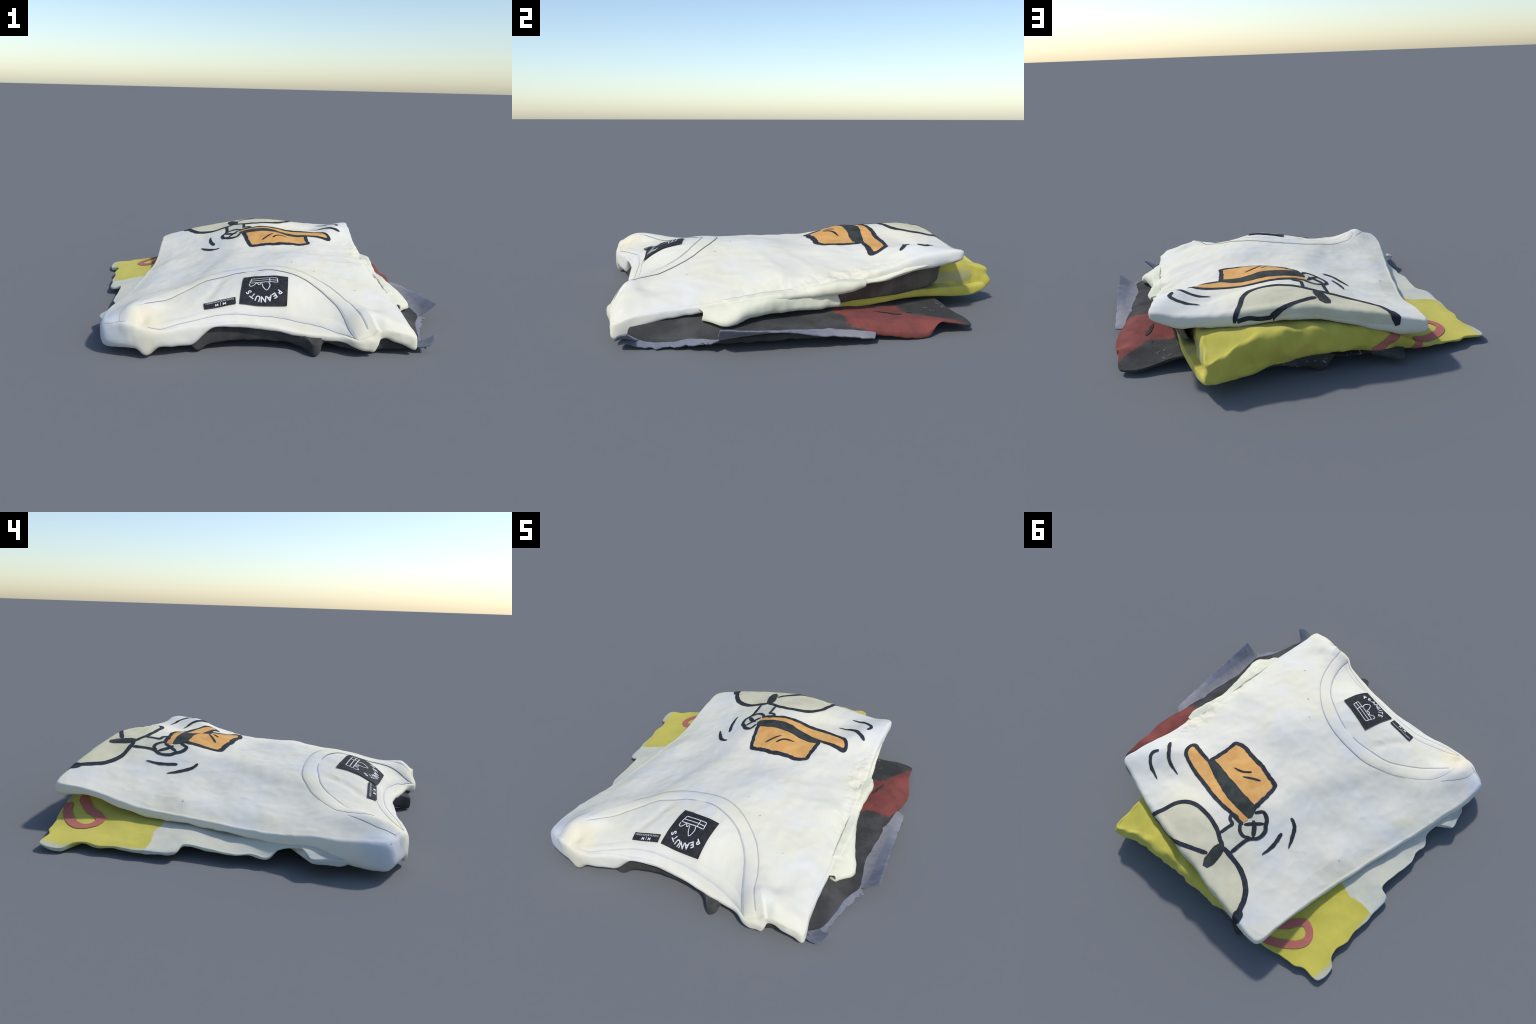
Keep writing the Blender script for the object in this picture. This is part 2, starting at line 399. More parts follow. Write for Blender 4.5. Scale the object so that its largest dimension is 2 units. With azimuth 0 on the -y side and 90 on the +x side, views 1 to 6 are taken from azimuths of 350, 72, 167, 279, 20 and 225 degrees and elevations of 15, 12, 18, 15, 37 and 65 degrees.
def neck_relief(xy):
    """Pocket where the neckline tucks under the left shoulder; step beside the right collar end."""
    x, y = xy[:, 0], xy[:, 1]
    d = np.hypot((x + 0.742) / 0.035, (y + 0.79) / 0.04)
    edge = sstep(x, -0.775, -0.755)                      # sharp on the shoulder side
    pocket = -0.024 * edge * np.exp(-d * d) + 0.014 * np.exp(-(((x + 0.80) / 0.04) ** 2 + ((y + 0.77) / 0.07) ** 2))
    line = (x - 0.404) - (y + 0.895) * -0.5              # collar end line, leaning right
    near = np.exp(-((x - 0.43) / 0.09) ** 2) * sstep(-y, 0.84, 0.91)
    step = near * (0.008 * sstep(-line, -0.008, 0.008) - 0.006 * sstep(line, -0.008, 0.008))
    # soft creases running from the print towards the neck, and under the right rim
    def crease(x0, y0, x1, y1, amp, w):
        dx, dy = x1 - x0, y1 - y0; L = math.hypot(dx, dy)
        t = ((x - x0) * dx + (y - y0) * dy) / L / L
        q = ((x - x0) * dy - (y - y0) * dx) / L
        return amp * np.exp(-(q / w) ** 2) * sstep(t, -0.15, 0.2) * sstep(-t, -1.15, -0.8)
    folds = (crease(-0.20, 0.16, -0.42, -0.25, -0.006, 0.05)
             + crease(-0.30, -0.47, -0.42, -0.66, -0.007, 0.03) + crease(0.40, 0.02, 0.66, 0.10, -0.005, 0.05)
             + crease(0.35, -0.12, 0.62, -0.03, 0.004, 0.04) + crease(0.56, 0.56, 0.20, 0.50, -0.006, 0.05)
             + crease(-0.64, -0.02, -0.42, 0.12, -0.005, 0.05) + crease(0.52, -0.86, 0.60, -0.70, 0.004, 0.05))
    lumps = np.array([fbm(p[0], p[1], 0, 17, 6.6) for p in xy])
    hem = 0.010 * lumps * sstep(x, 0.56, 0.69) * sstep(y, -0.75, -0.2) * sstep(-y, -0.45, -0.2)
    fine = np.array([0.0018 * (1 - 2.2 * abs(noise.noise((p[0] * 11, p[1] * 8, 3.1)))) + 0.0012 * noise.noise((p[0] * 24, p[1] * 24, 7)) for p in xy])
    return pocket + step + folds + hem + fine

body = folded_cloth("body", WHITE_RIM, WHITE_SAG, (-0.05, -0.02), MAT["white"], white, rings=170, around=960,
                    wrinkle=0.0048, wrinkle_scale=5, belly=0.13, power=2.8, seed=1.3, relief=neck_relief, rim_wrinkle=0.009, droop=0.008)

# right sleeve, tucked under the body: two cream lobes
cloth_strip("sleeve", [
    [(0.655,-0.62,0.145),(0.67,-0.45,0.165),(0.68,-0.25,0.185),(0.69,-0.05,0.20),(0.69,0.05,0.19)],
    [(0.70,-0.60,0.135),(0.735,-0.48,0.155),(0.735,-0.34,0.172),(0.708,-0.12,0.175),(0.70,0.04,0.155)],
    [(0.705,-0.605,0.105),(0.785,-0.515,0.110),(0.755,-0.37,0.142),(0.716,-0.14,0.138),(0.705,0.05,0.125)],
    [(0.690,-0.600,0.100),(0.775,-0.505,0.088),(0.742,-0.39,0.108),(0.712,-0.16,0.110),(0.70,0.05,0.105)],
    [(0.66,-0.58,0.095),(0.70,-0.48,0.088),(0.68,-0.36,0.10),(0.66,-0.15,0.10),(0.65,0.05,0.10)],
], MAT["cream"], white, thick=0.012, wrinkle=0.010, seed=4.1)
cloth_strip("sleeve", [
    [(0.67,-0.12,0.205),(0.68,0.0,0.215),(0.69,0.10,0.22),(0.70,0.17,0.225)],
    [(0.715,-0.12,0.190),(0.735,0.02,0.222),(0.755,0.10,0.222),(0.745,0.16,0.215)],
    [(0.715,-0.10,0.165),(0.735,0.01,0.180),(0.750,0.09,0.188),(0.735,0.15,0.200)],
    [(0.66,-0.10,0.150),(0.68,0.0,0.160),(0.69,0.08,0.17),(0.69,0.14,0.185)],
], MAT["cream"], white, thick=0.012, wrinkle=0.006, seed=8.2)

cloth_strip("sleeve", [
    [(0.66,-0.50,0.170),(0.675,-0.30,0.188),(0.69,-0.08,0.205),(0.70,0.12,0.215)],
    [(0.705,-0.48,0.166),(0.722,-0.30,0.182),(0.718,-0.06,0.188),(0.722,0.12,0.200)],
    [(0.690,-0.47,0.150),(0.715,-0.30,0.160),(0.712,-0.06,0.168),(0.715,0.12,0.185)],
    [(0.65,-0.47,0.145),(0.67,-0.30,0.155),(0.68,-0.06,0.160),(0.69,0.12,0.180)],
], MAT["cream"], white, thick=0.010, wrinkle=0.008, seed=11.5)
cloth_strip("sleeve", [
    [(0.70,0.10,0.222),(0.712,0.25,0.235),(0.728,0.38,0.270),(0.740,0.50,0.295)],
    [(0.742,0.10,0.212),(0.735,0.25,0.222),(0.740,0.38,0.255),(0.745,0.50,0.280)],
    [(0.715,0.10,0.195),(0.712,0.25,0.212),(0.722,0.38,0.245),(0.735,0.50,0.275)],
], MAT["cream"], white, thick=0.008, wrinkle=0.006, seed=13.1)

# lining inside the sagging right edge, its brown chosen for the hollow's shadow
cloth_strip("shadow_brown_underside", [
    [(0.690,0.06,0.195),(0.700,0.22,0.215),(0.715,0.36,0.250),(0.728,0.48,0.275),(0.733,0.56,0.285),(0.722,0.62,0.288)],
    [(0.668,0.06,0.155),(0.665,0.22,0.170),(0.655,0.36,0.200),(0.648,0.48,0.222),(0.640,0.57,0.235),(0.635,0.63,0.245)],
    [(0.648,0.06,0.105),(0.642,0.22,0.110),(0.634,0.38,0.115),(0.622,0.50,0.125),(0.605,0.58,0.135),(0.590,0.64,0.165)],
], MAT["shadow_brown_underside"], white, n=80, across=16, thick=0.006, wrinkle=0.006, seed=7.7)

# ------------------------------------------------------------ yellow shirt
yellow = thing("yellow_t_shirt", "folded yellow and white T-shirt with red ring print", "t-shirt")
YELLOW_RIM = [
    (0.55,-0.60,0.10,0.05,0.03), (0.58,-0.35,0.12,0.07,0.03), (0.58,-0.05,0.13,0.07,0.03), (0.57,0.10,0.135,0.07,0.03),
    (0.585,0.25,0.15,0.07,0.03), (0.575,0.45,0.18,0.075,0.03), (0.565,0.62,0.22,0.075,0.035), (0.555,0.76,0.24,0.075,0.04),
    (0.555,0.88,0.225,0.070,0.05), (0.556,1.004,0.180,0.080,0.055),
    (0.457,0.970,0.225,0.060,0.06), (0.356,0.937,0.250,0.056,0.06), (0.203,0.932,0.260,0.095,0.055), (0.053,0.913,0.257,0.10,0.05),
    (-0.065,0.908,0.243,0.105,0.045), (-0.179,0.892,0.222,0.09,0.04), (-0.30,0.884,0.19,0.07,0.035), (-0.42,0.872,0.15,0.05,0.04),
    (-0.555,0.870,0.085,0.045,0.03), (-0.642,0.862,0.060,0.045,0.012), (-0.700,0.848,0.053,0.040,0.010), (-0.759,0.837,0.048,0.036,0.008),
    (-0.803,0.830,0.045,0.033,0.008), (-0.835,0.808,0.044,0.032,0.008), (-0.953,0.797,0.036,0.022,0.008), (-0.969,0.762,0.030,0.014,0.008),
    (-0.966,0.690,0.026,0.010,0.008), (-0.926,0.650,0.042,0.032,0.008), (-0.918,0.615,0.044,0.034,0.008), (-0.940,0.516,0.042,0.028,0.008),
    (-0.933,0.478,0.043,0.030,0.008), (-0.948,0.344,0.042,0.026,0.008), (-0.946,0.273,0.043,0.026,0.008), (-0.932,0.160,0.052,0.036,0.008),
    (-0.893,0.146,0.064,0.050,0.008), (-0.898,0.031,0.060,0.046,0.008), (-0.912,-0.132,0.056,0.042,0.008), (-0.904,-0.168,0.058,0.044,0.008),
    (-0.913,-0.262,0.056,0.042,0.008), (-0.884,-0.292,0.084,0.074,0.008), (-0.882,-0.338,0.098,0.088,0.008), (-0.91,-0.41,0.108,0.094,0.008),
    (-0.935,-0.425,0.106,0.090,0.008), (-0.971,-0.442,0.090,0.066,0.008), (-0.966,-0.50,0.090,0.060,0.008), (-0.950,-0.58,0.085,0.055,0.01), (-0.90,-0.62,0.09,0.05,0.02),
    (-0.80,-0.65,0.10,0.05,0.03), (-0.60,-0.74,0.10,0.05,0.03), (-0.2,-0.72,0.10,0.05,0.03), (0.3,-0.72,0.10,0.05,0.03),
]
YELLOW_SAG = [
    (-0.734,0.321,0.074), (-0.735,0.644,0.056), (-0.70,0.757,0.058), (-0.596,0.722,0.095), (-0.669,0.594,0.075), (-0.80,0.05,0.078),
    (-0.82,0.45,0.056), (-0.83,0.70,0.046), (-0.75,-0.1,0.09), (-0.84,-0.25,0.095), (-0.5,0.5,0.12), (-0.5,0.0,0.12), (0,0,0.15), (0.3,0.3,0.18), (0.3,0.7,0.24),
    (0.45,0.8,0.25), (0.2,0.8,0.26), (-0.1,0.7,0.22), (0.4,-0.3,0.13), (-0.3,-0.4,0.12), (-0.45,0.8,0.15),
]
def yellow_relief(xy):
    """Slanting pull folds on the rolled back edge."""
    x, y = xy[:, 0], xy[:, 1]
    near = sstep(y, 0.74, 0.88) * sstep(x, -0.45, -0.2)
    return near * (0.010 * np.sin(21 * (x + 0.8 * y) + 1.2 * np.sin(9 * x)) * sstep(x, -0.2, 0.3) + 0.004 * np.sin(47 * x + 30 * y))

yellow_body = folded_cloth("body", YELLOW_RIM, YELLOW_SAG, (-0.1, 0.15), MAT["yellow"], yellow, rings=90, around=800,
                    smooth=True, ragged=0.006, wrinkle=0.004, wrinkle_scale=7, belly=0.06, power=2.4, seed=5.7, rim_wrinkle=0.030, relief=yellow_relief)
LOWER_RIM = [
    (0.60,-0.40,0.10,0.06,0.02), (0.64,-0.10,0.105,0.06,0.02), (0.645,0.10,0.105,0.06,0.02), (0.64,0.30,0.115,0.072,0.025), (0.635,0.48,0.125,0.085,0.025),
    (0.63,0.62,0.125,0.080,0.025), (0.60,0.78,0.115,0.060,0.025), (0.575,0.90,0.105,0.055,0.025), (0.548,0.980,0.115,0.072,0.03),
    (0.40,0.92,0.12,0.085,0.03), (0.1,0.88,0.12,0.085,0.03), (0.0,0.3,0.11,0.07,0.03), (0.2,-0.4,0.10,0.06,0.03),
]
folded_cloth("lower_fold", LOWER_RIM, [(0.4,0.3,0.13), (0.4,0.7,0.13), (0.4,0.0,0.115)], (0.35, 0.25), MAT["yellow"], yellow, rings=40, around=500,
             wrinkle=0.004, wrinkle_scale=8, belly=0.09, seed=2.9, rim_wrinkle=0.012)

# -------------------------------------------------------------- dark shirt
dark = thing("dark_t_shirt", "folded charcoal T-shirt with faded red print", "t-shirt")
DARK_RIM = [
    (0.60,-0.94,0.10,0.012,0.02), (0.70,-0.87,0.055,0.012,0.015), (0.735,-0.78,0.05,0.01,0.015), (0.77,-0.68,0.05,0.02,0.012),
    (0.83,-0.57,0.055,0.03,0.01), (0.86,-0.40,0.06,0.03,0.01), (0.89,-0.15,0.06,0.03,0.01), (0.915,0.10,0.055,0.03,0.01),
    (0.945,0.20,0.05,0.02,0.01), (0.963,0.29,0.04,0.006,0.01), (0.957,0.385,0.035,0.004,0.01), (0.945,0.43,0.065,0.052,0.01),
    (0.944,0.50,0.062,0.05,0.01), (0.938,0.61,0.035,0.02,0.01),
    (0.85,0.64,0.035,0.02,0.01), (0.765,0.63,0.045,0.030,0.012), (0.70,0.62,0.06,0.04,0.015), (0.60,0.63,0.07,0.05,0.02),
    (0.45,0.78,0.09,0.04,0.03), (0.34,0.86,0.09,0.03,0.02), (0.24,0.87,0.095,0.060,0.02), (0.05,0.873,0.10,0.034,0.02), (-0.06,0.873,0.10,0.020,0.02), (-0.085,0.876,0.09,0.060,0.02), (-0.36,0.905,0.075,0.035,0.02),
    (-0.44,0.93,0.05,0.027,0.015), (-0.465,0.87,0.06,0.045,0.02), (-0.56,0.70,0.06,0.045,0.03), (-0.72,0.3,0.06,0.03,0.03), (-0.75,-0.2,0.07,0.03,0.03), (-0.74,-0.60,0.08,0.03,0.03),
    (-0.66,-0.80,0.12,0.045,0.02), (-0.503,-0.822,0.135,0.04,0.012), (-0.478,-0.818,0.135,0.015,0.012), (-0.415,-0.796,0.138,0.030,0.012), (-0.324,-0.79,0.142,0.042,0.012), (-0.236,-0.791,0.138,0.044,0.012),
    (-0.148,-0.802,0.130,0.044,0.012), (-0.063,-0.819,0.118,0.042,0.012), (0.019,-0.843,0.100,0.038,0.012), (0.08,-0.90,0.09,0.02,0.012), (0.112,-0.945,0.07,0.004,0.012), (0.145,-0.93,0.085,0.012,0.012),
    (0.16,-0.905,0.088,0.04,0.012), (0.268,-0.925,0.085,0.035,0.012), (0.36,-0.965,0.07,0.025,0.012), (0.45,-0.945,0.10,0.02,0.012), (0.53,-0.945,0.09,0.02,0.012),
]
DARK_SAG = [
    (0.66,0.50,0.060), (0.72,0.50,0.050), (0.80,0.50,0.048), (0.88,0.50,0.058), (0.70,0.32,0.058), (0.80,0.30,0.068), (0.89,0.30,0.062), (0.72,0.10,0.078), (0.82,0.12,0.082), (0.87,0.12,0.075),
    (0.72,-0.15,0.072), (0.80,-0.15,0.074), (0.70,-0.40,0.085), (0.78,-0.40,0.070), (0.66,-0.62,0.10), (0.72,-0.62,0.075), (0.66,-0.80,0.085), (0.60,-0.86,0.11),
    (0,0,0.10), (0.4,0,0.11), (-0.4,0,0.09), (0,0.6,0.11), (0,-0.6,0.12), (0.4,-0.6,0.12),
]
dark_body = folded_cloth("body", DARK_RIM, DARK_SAG, (0.05, 0.0), MAT["charcoal_red"], dark, rings=90, around=800, ragged=0.006,
             wrinkle=0.004, wrinkle_scale=8, belly=0.05, power=2.4, seed=9.1)

# -------------------------------------------------- blue-grey shirt beneath
blue = thing("blue_grey_shirt", "blue-grey knitted shirt hem at the bottom", "shirt")
cloth_strip("hem", [
    [(0.86,0.13,0.045),(0.84,-0.10,0.055),(0.80,-0.32,0.055),(0.78,-0.50,0.05),(0.76,-0.60,0.045)],
    [(0.915,0.127,0.038),(0.885,-0.08,0.060),(0.86,-0.30,0.066),(0.845,-0.46,0.060),(0.828,-0.566,0.050)],
    [(0.945,0.115,0.034),(0.925,-0.10,0.068),(0.908,-0.30,0.085),(0.895,-0.46,0.088),(0.875,-0.575,0.080)],
    [(0.966,0.100,0.030),(0.955,-0.12,0.062),(0.945,-0.30,0.095),(0.940,-0.47,0.114),(0.932,-0.580,0.128)],
], MAT["blue"], blue, n=120, across=24, thick=0.007, wrinkle=0.004, seed=2.2, ragged=0.006)
cloth_strip("hem", [
    [(0.80,-0.52,0.050),(0.74,-0.62,0.050),(0.69,-0.74,0.045),(0.65,-0.85,0.045),(0.63,-0.93,0.05)],
    [(0.835,-0.56,0.048),(0.785,-0.65,0.045),(0.74,-0.75,0.03),(0.70,-0.85,0.03),(0.675,-0.945,0.04)],
    [(0.86,-0.60,0.050),(0.80,-0.68,0.025),(0.755,-0.77,0.008),(0.72,-0.87,0.012),(0.70,-0.965,0.03)],
], MAT["blue"], blue, n=90, across=16, thick=0.007, wrinkle=0.005, seed=6.4, ragged=0.012)
cloth_strip("hem", [
    [(0.62,-0.93,0.035),(0.65,-0.90,0.035),(0.69,-0.87,0.03)],
    [(0.655,-0.965,0.035),(0.685,-0.935,0.045),(0.715,-0.905,0.045)],
    [(0.715,-0.985,0.050),(0.745,-0.968,0.078),(0.762,-0.938,0.088)],
], MAT["blue"], blue, n=30, across=14, thick=0.007, wrinkle=0.003, seed=3.3)

# ---- PRINT ----
# Everything below is laid onto the cloth: flat drawings are dropped on the surface.
def bvh(ob):
    me = ob.data
    return BVHTree.FromPolygons([v.co[:] for v in me.vertices], [p.vertices[:] for p in me.polygons])

DOWN = Vector((0, 0, -1))
SLANT = Vector((0, -0.663, -1)).normalized()   # reaches over the rolled back edge

class Cloth:
    def __init__(self, ob): self.t = bvh(ob)
    def drop(self, xy, direction, lift):
        out = []
        for (x, y), l in zip(xy, lift):
            h, nrm, _, _ = self.t.ray_cast(Vector((x, y, 0.3)) - direction * 1.2, direction)
            if h is None: out.append(None); continue
            if nrm.dot(direction) > 0: nrm = -nrm
            out.append(h + nrm * l)
        return out
WHITE, YELLOW, DARK = Cloth(body), Cloth(yellow_body), Cloth(dark_body)

def keep(name, pts, faces, mat, parent):
    ok = [p is not None for p in pts]
    ren, V = {}, []
    for i, p in enumerate(pts):
        if ok[i]: ren[i] = len(V); V.append(p)
    F = [tuple(ren[i] for i in f) for f in faces if all(ok[i] for i in f)]
    # drop stretched faces where the drawing jumps off an edge
    F = [f for f in F if max((Vector(V[f[i]]) - Vector(V[f[i-1]])).length for i in range(len(f))) < 0.09]
    ob = mesh_object(name, V, F, mat, parent)
    bm = bmesh.new(); bm.from_mesh(ob.data)
    bmesh.ops.delete(bm, geom=[v for v in bm.verts if not v.link_faces], context="VERTS")
    bm.to_mesh(ob.data); bm.free()
    return ob

def inside(poly, p):
    x, y = p; c = False; j = len(poly) - 1
    for i in range(len(poly)):
        xi, yi = poly[i]; xj, yj = poly[j]
        if (yi > y) != (yj > y) and x < (xj - xi) * (y - yi) / (yj - yi) + xi: c = not c
        j = i
    return c

def seg_dist(poly, P):
    A = np.array(poly); Bq = np.roll(A, -1, axis=0); d = np.full(len(P), 9.0)
    for a, b in zip(A, Bq):
        ab = b - a; t = np.clip(((P - a) @ ab) / max(ab @ ab, 1e-12), 0, 1)
        d = np.minimum(d, np.linalg.norm(P - (a + t[:, None] * ab), axis=1))
    return d

def patch(name, poly, cloth, mat, parent, direction=SLANT, lift=0.002, step=0.011, rough=0.0, smooth=False,
          soft=0.0, seed=0.0):
    """Fill a closed drawing; 'soft' lets the lift fall to almost nothing at its edge."""
    P = np.array(poly, float)
    if smooth:
        P = spline_loop(P, max(24, 6 * len(P)))
    Q = []
    for a, b in zip(P, np.roll(P, -1, axis=0)):
        k = max(1, int(np.linalg.norm(b - a) / step))
        Q += [a + (b - a) * t for t in np.linspace(0, 1, k, endpoint=False)]
    Q = np.array(Q)
    if rough:
        Q = Q + np.array([[rough * fbm(q[0], q[1], 0, 28, seed + 1), rough * fbm(q[0], q[1], 3, 28, seed + 5)] for q in Q])
    lo, hi = Q.min(0), Q.max(0)
    inner = [(x + 0.25 * step * math.sin(91 * y), y) for x in np.arange(lo[0], hi[0], step) for y in np.arange(lo[1], hi[1], step)]
    inner = [p for p in inner if inside(Q, p)]
    if inner:
        dd = seg_dist(Q, np.array(inner)); inner = [p for p, d in zip(inner, dd) if d > 0.4 * step]
    allp = [Vector(q) for q in Q] + [Vector(p) for p in inner]
    r = delaunay_2d_cdt(allp, [], [list(range(len(Q)))], 1, 1e-6)
    v2 = np.array([(v.x, v.y) for v in r[0]])
    if soft:
        d = seg_dist(Q, v2); L = lift * np.clip(d / soft, 0.15, 1) ** 0.6
    else:
        L = np.full(len(v2), lift)
    return keep(name, cloth.drop(v2, direction, L), r[2], mat, parent)

def stroke(name, pts, width, cloth, mat, parent, direction=SLANT, lift=0.0035, taper=(1.0, 1.0), wobble=0.12,
           step=0.009, across=5, closed=False, seed=0.0):
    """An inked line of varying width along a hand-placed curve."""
    P = np.array(pts, float)
    if closed: C = spline_loop(P, 60); C = np.vstack([C, C[:1]])
    else:
        n = max(5, int(np.sum(np.linalg.norm(np.diff(P, axis=0), axis=1)) / step)); C = spline_open(P, n)
    n = len(C); T = np.gradient(C, axis=0); T /= np.linalg.norm(T, axis=1, keepdims=True) + 1e-9
    N = np.c_[-T[:, 1], T[:, 0]]
    V = []
    for i in range(n):
        t = i / (n - 1)
        w = width * (taper[0] + (1 - taper[0]) * min(1, t * 3)) * (taper[1] + (1 - taper[1]) * min(1, (1 - t) * 3))
        if not closed:   # rounded ends
            e = min(i, n - 1 - i) * step; w *= min(1.0, 0.45 + e / max(width, 1e-4))
        wa = w / 2 * (1 + wobble * fbm(C[i, 0], C[i, 1], 0, 40, seed)); wb = w / 2 * (1 + wobble * fbm(C[i, 0], C[i, 1], 7, 40, seed))
        for j in range(across):
            f = j / (across - 1)
            V.append(C[i] + N[i] * (wa * (1 - f) - wb * f))
    F = [(i*across + j, i*across + j + 1, (i+1)*across + j + 1, (i+1)*across + j) for i in range(n-1) for j in range(across-1)]
    return keep(name, cloth.drop(V, direction, [lift] * len(V)), F, mat, parent)

# -- the printed drawing: two rounded outlined shapes, a mitten and a tipped straw hat
patch("print_fill", [(0.376,0.800),(0.361,0.760),(0.33,0.699),(0.302,0.622),(0.26,0.572),(0.199,0.543),(0.122,0.543),(0.056,0.558),
    (0.0,0.582),(-0.06,0.627),(-0.091,0.645),(-0.177,0.665),(-0.253,0.703),(-0.323,0.754),(-0.368,0.813),(-0.391,0.881),
    (-0.391,0.957),(-0.236,0.916),(-0.074,0.866),(0.088,0.826),(0.226,0.813)], WHITE, MAT["pale"], white, lift=0.0015)
patch("print_fill", [(-0.015,0.569),(-0.022,0.521),(-0.026,0.486),(0.005,0.469),(0.01,0.442),(-0.054,0.455),(-0.085,0.440),
    (-0.077,0.366),(-0.104,0.326),(-0.142,0.347),(-0.185,0.419),(-0.182,0.468),(-0.148,0.508),(-0.138,0.568),(-0.131,0.626),(-0.081,0.621)],
    WHITE, MAT["hand"], white, lift=0.0015)
INK = MAT["ink"]
stroke("print_line", [(0.378,0.800),(0.367,0.768),(0.336,0.693),(0.308,0.617),(0.266,0.566),(0.205,0.538),(0.119,0.535),(0.053,0.55),(-0.002,0.575),(-0.041,0.604),(-0.078,0.624)], 0.024, WHITE, INK, white)
stroke("print_line", [(-0.078,0.628),(-0.174,0.657),(-0.253,0.693),(-0.323,0.744),(-0.368,0.804),(-0.391,0.871),(-0.402,0.935)], 0.027, WHITE, INK, white)
stroke("print_line", [(0.215,0.818),(0.130,0.783),(0.045,0.748),(-0.044,0.712)], 0.027, WHITE, INK, white)
stroke("print_line", [(-0.066,0.612),(-0.077,0.69),(-0.086,0.785)], 0.062, WHITE, MAT["band"], white, taper=(0.75, 1.0), across=8, wobble=0.05)
# the outline simply thickens where it runs over the hem (plain shapes only, no face)
stroke("print_line", [(-0.385,0.850),(-0.405,0.905),(-0.412,0.962)], 0.050, WHITE, INK, white, taper=(0.5, 1.0))
stroke("print_line", [(-0.015,0.572),(-0.022,0.521),(-0.026,0.486),(0.005,0.469),(0.012,0.44),(-0.026,0.437)], 0.019, WHITE, INK, white)
stroke("print_line", [(-0.054,0.455),(-0.083,0.494),(-0.12,0.51),(-0.153,0.493)], 0.019, WHITE, INK, white)
stroke("print_line", [(-0.074,0.355),(-0.102,0.322),(-0.144,0.346),(-0.166,0.383),(-0.187,0.419),(-0.185,0.471),(-0.15,0.511),(-0.14,0.571),(-0.135,0.630)], 0.021, WHITE, INK, white)
stroke("print_line", [(-0.097,0.397),(-0.13,0.433),(-0.16,0.482)], 0.024, WHITE, INK, white)
stroke("print_line", [(-0.075,0.452),(-0.100,0.425),(-0.152,0.379)], 0.022, WHITE, INK, white)
# straw hat
patch("hat_print", [(0.362,0.285),(0.348,0.204),(0.335,0.112),(0.298,0.098),(0.187,0.107),(0.1,0.120),(0.035,0.143),(-0.025,0.166),(-0.033,0.23),(-0.038,0.316),(0.058,0.303),(0.144,0.291),(0.232,0.290)],
    WHITE, MAT["orange"], white, lift=0.002)
patch("hat_print", [(0.532,0.306),(0.520,0.350),(0.476,0.376),(0.408,0.396),(0.311,0.412),(0.204,0.426),(0.122,0.427),(0.024,0.437),(-0.064,0.446),(-0.076,0.414),(-0.053,0.401),(0.019,0.389),(0.106,0.38),(0.189,0.367),(0.272,0.352),(0.376,0.315),(0.489,0.300)],
    WHITE, MAT["orange"], white, lift=0.002)
patch("hat_band_print", [(0.392,0.306),(0.362,0.272),(0.232,0.288),(0.144,0.287),(0.058,0.299),(-0.033,0.312),(-0.061,0.322),(-0.080,0.387),(-0.069,0.406),(0.016,0.394),(0.103,0.385),(0.186,0.371),(0.268,0.358)],
    WHITE, MAT["band"], white, lift=0.0032, rough=0.003)
stroke("print_line", [(0.374,0.300),(0.360,0.245),(0.350,0.195),(0.344,0.140),(0.336,0.104),(0.28,0.090),(0.212,0.100),(0.108,0.112),(0.025,0.139),(-0.030,0.160),(-0.046,0.223),(-0.053,0.330)], 0.024, WHITE, INK, white, wobble=0.35)
stroke("print_line", [(0.376,0.304),(0.425,0.300),(0.480,0.296),(0.526,0.296),(0.541,0.312),(0.530,0.345),(0.486,0.378),(0.395,0.408),(0.298,0.424),(0.198,0.434),(0.116,0.436),(0.034,0.438),(-0.018,0.446),(-0.071,0.458)], 0.022, WHITE, INK, white, wobble=0.25)
stroke("print_line", [(0.222,0.227),(0.162,0.206),(0.119,0.173)], 0.012, WHITE, INK, white, lift=0.004, taper=(0.5, 1))
stroke("print_line", [(0.135,0.227),(0.085,0.199),(0.047,0.185)], 0.012, WHITE, INK, white, lift=0.004, taper=(0.5, 1))
for pts in ([(0.642,0.444),(0.661,0.487),(0.641,0.526),(0.596,0.567),(0.52,0.600)], [(0.642,0.371),(0.601,0.407),(0.562,0.450),(0.517,0.480),(0.453,0.497)],
            [(-0.256,0.370),(-0.269,0.429),(-0.272,0.489),(-0.264,0.540)], [(-0.235,0.258),(-0.272,0.281),(-0.301,0.322),(-0.343,0.426)]):
    stroke("print_line", pts, 0.020, WHITE, INK, white, taper=(0.9, 0.35), wobble=0.3)

# -- collar: raised band between two seams round the front of the neck, ribbed band behind
OUTER = [(-0.758,-0.706),(-0.735,-0.625),(-0.685,-0.545),(-0.573,-0.456),(-0.448,-0.387),(-0.309,-0.342),(-0.119,-0.349),(0.014,-0.383),(0.128,-0.452),(0.248,-0.576),(0.304,-0.676),(0.339,-0.787),(0.356,-0.884),(0.392,-0.968)]
INNER = [(-0.756,-0.708),(-0.700,-0.660),(-0.641,-0.612),(-0.531,-0.525),(-0.415,-0.450),(-0.308,-0.427),(-0.187,-0.414),(-0.048,-0.443),(0.115,-0.536),(0.194,-0.622),(0.245,-0.720),(0.276,-0.827),(0.303,-0.924),(0.330,-0.978)]
oc, ic = spline_open(OUTER, 90), spline_open(INNER, 90)
patch("collar_band", list(oc) + list(ic[::-1]), WHITE, MAT["white"], white, direction=DOWN, lift=0.0045, step=0.012, soft=0.016)
def part_of(c, a, b): return c[int(a * len(c)):int(b * len(c))]
stroke("seam", part_of(oc, 0.20, 0.99), 0.0055, WHITE, MAT["seam"], white, direction=DOWN, lift=0.0045, taper=(0.4, 1), step=0.012, across=3, wobble=0.4)
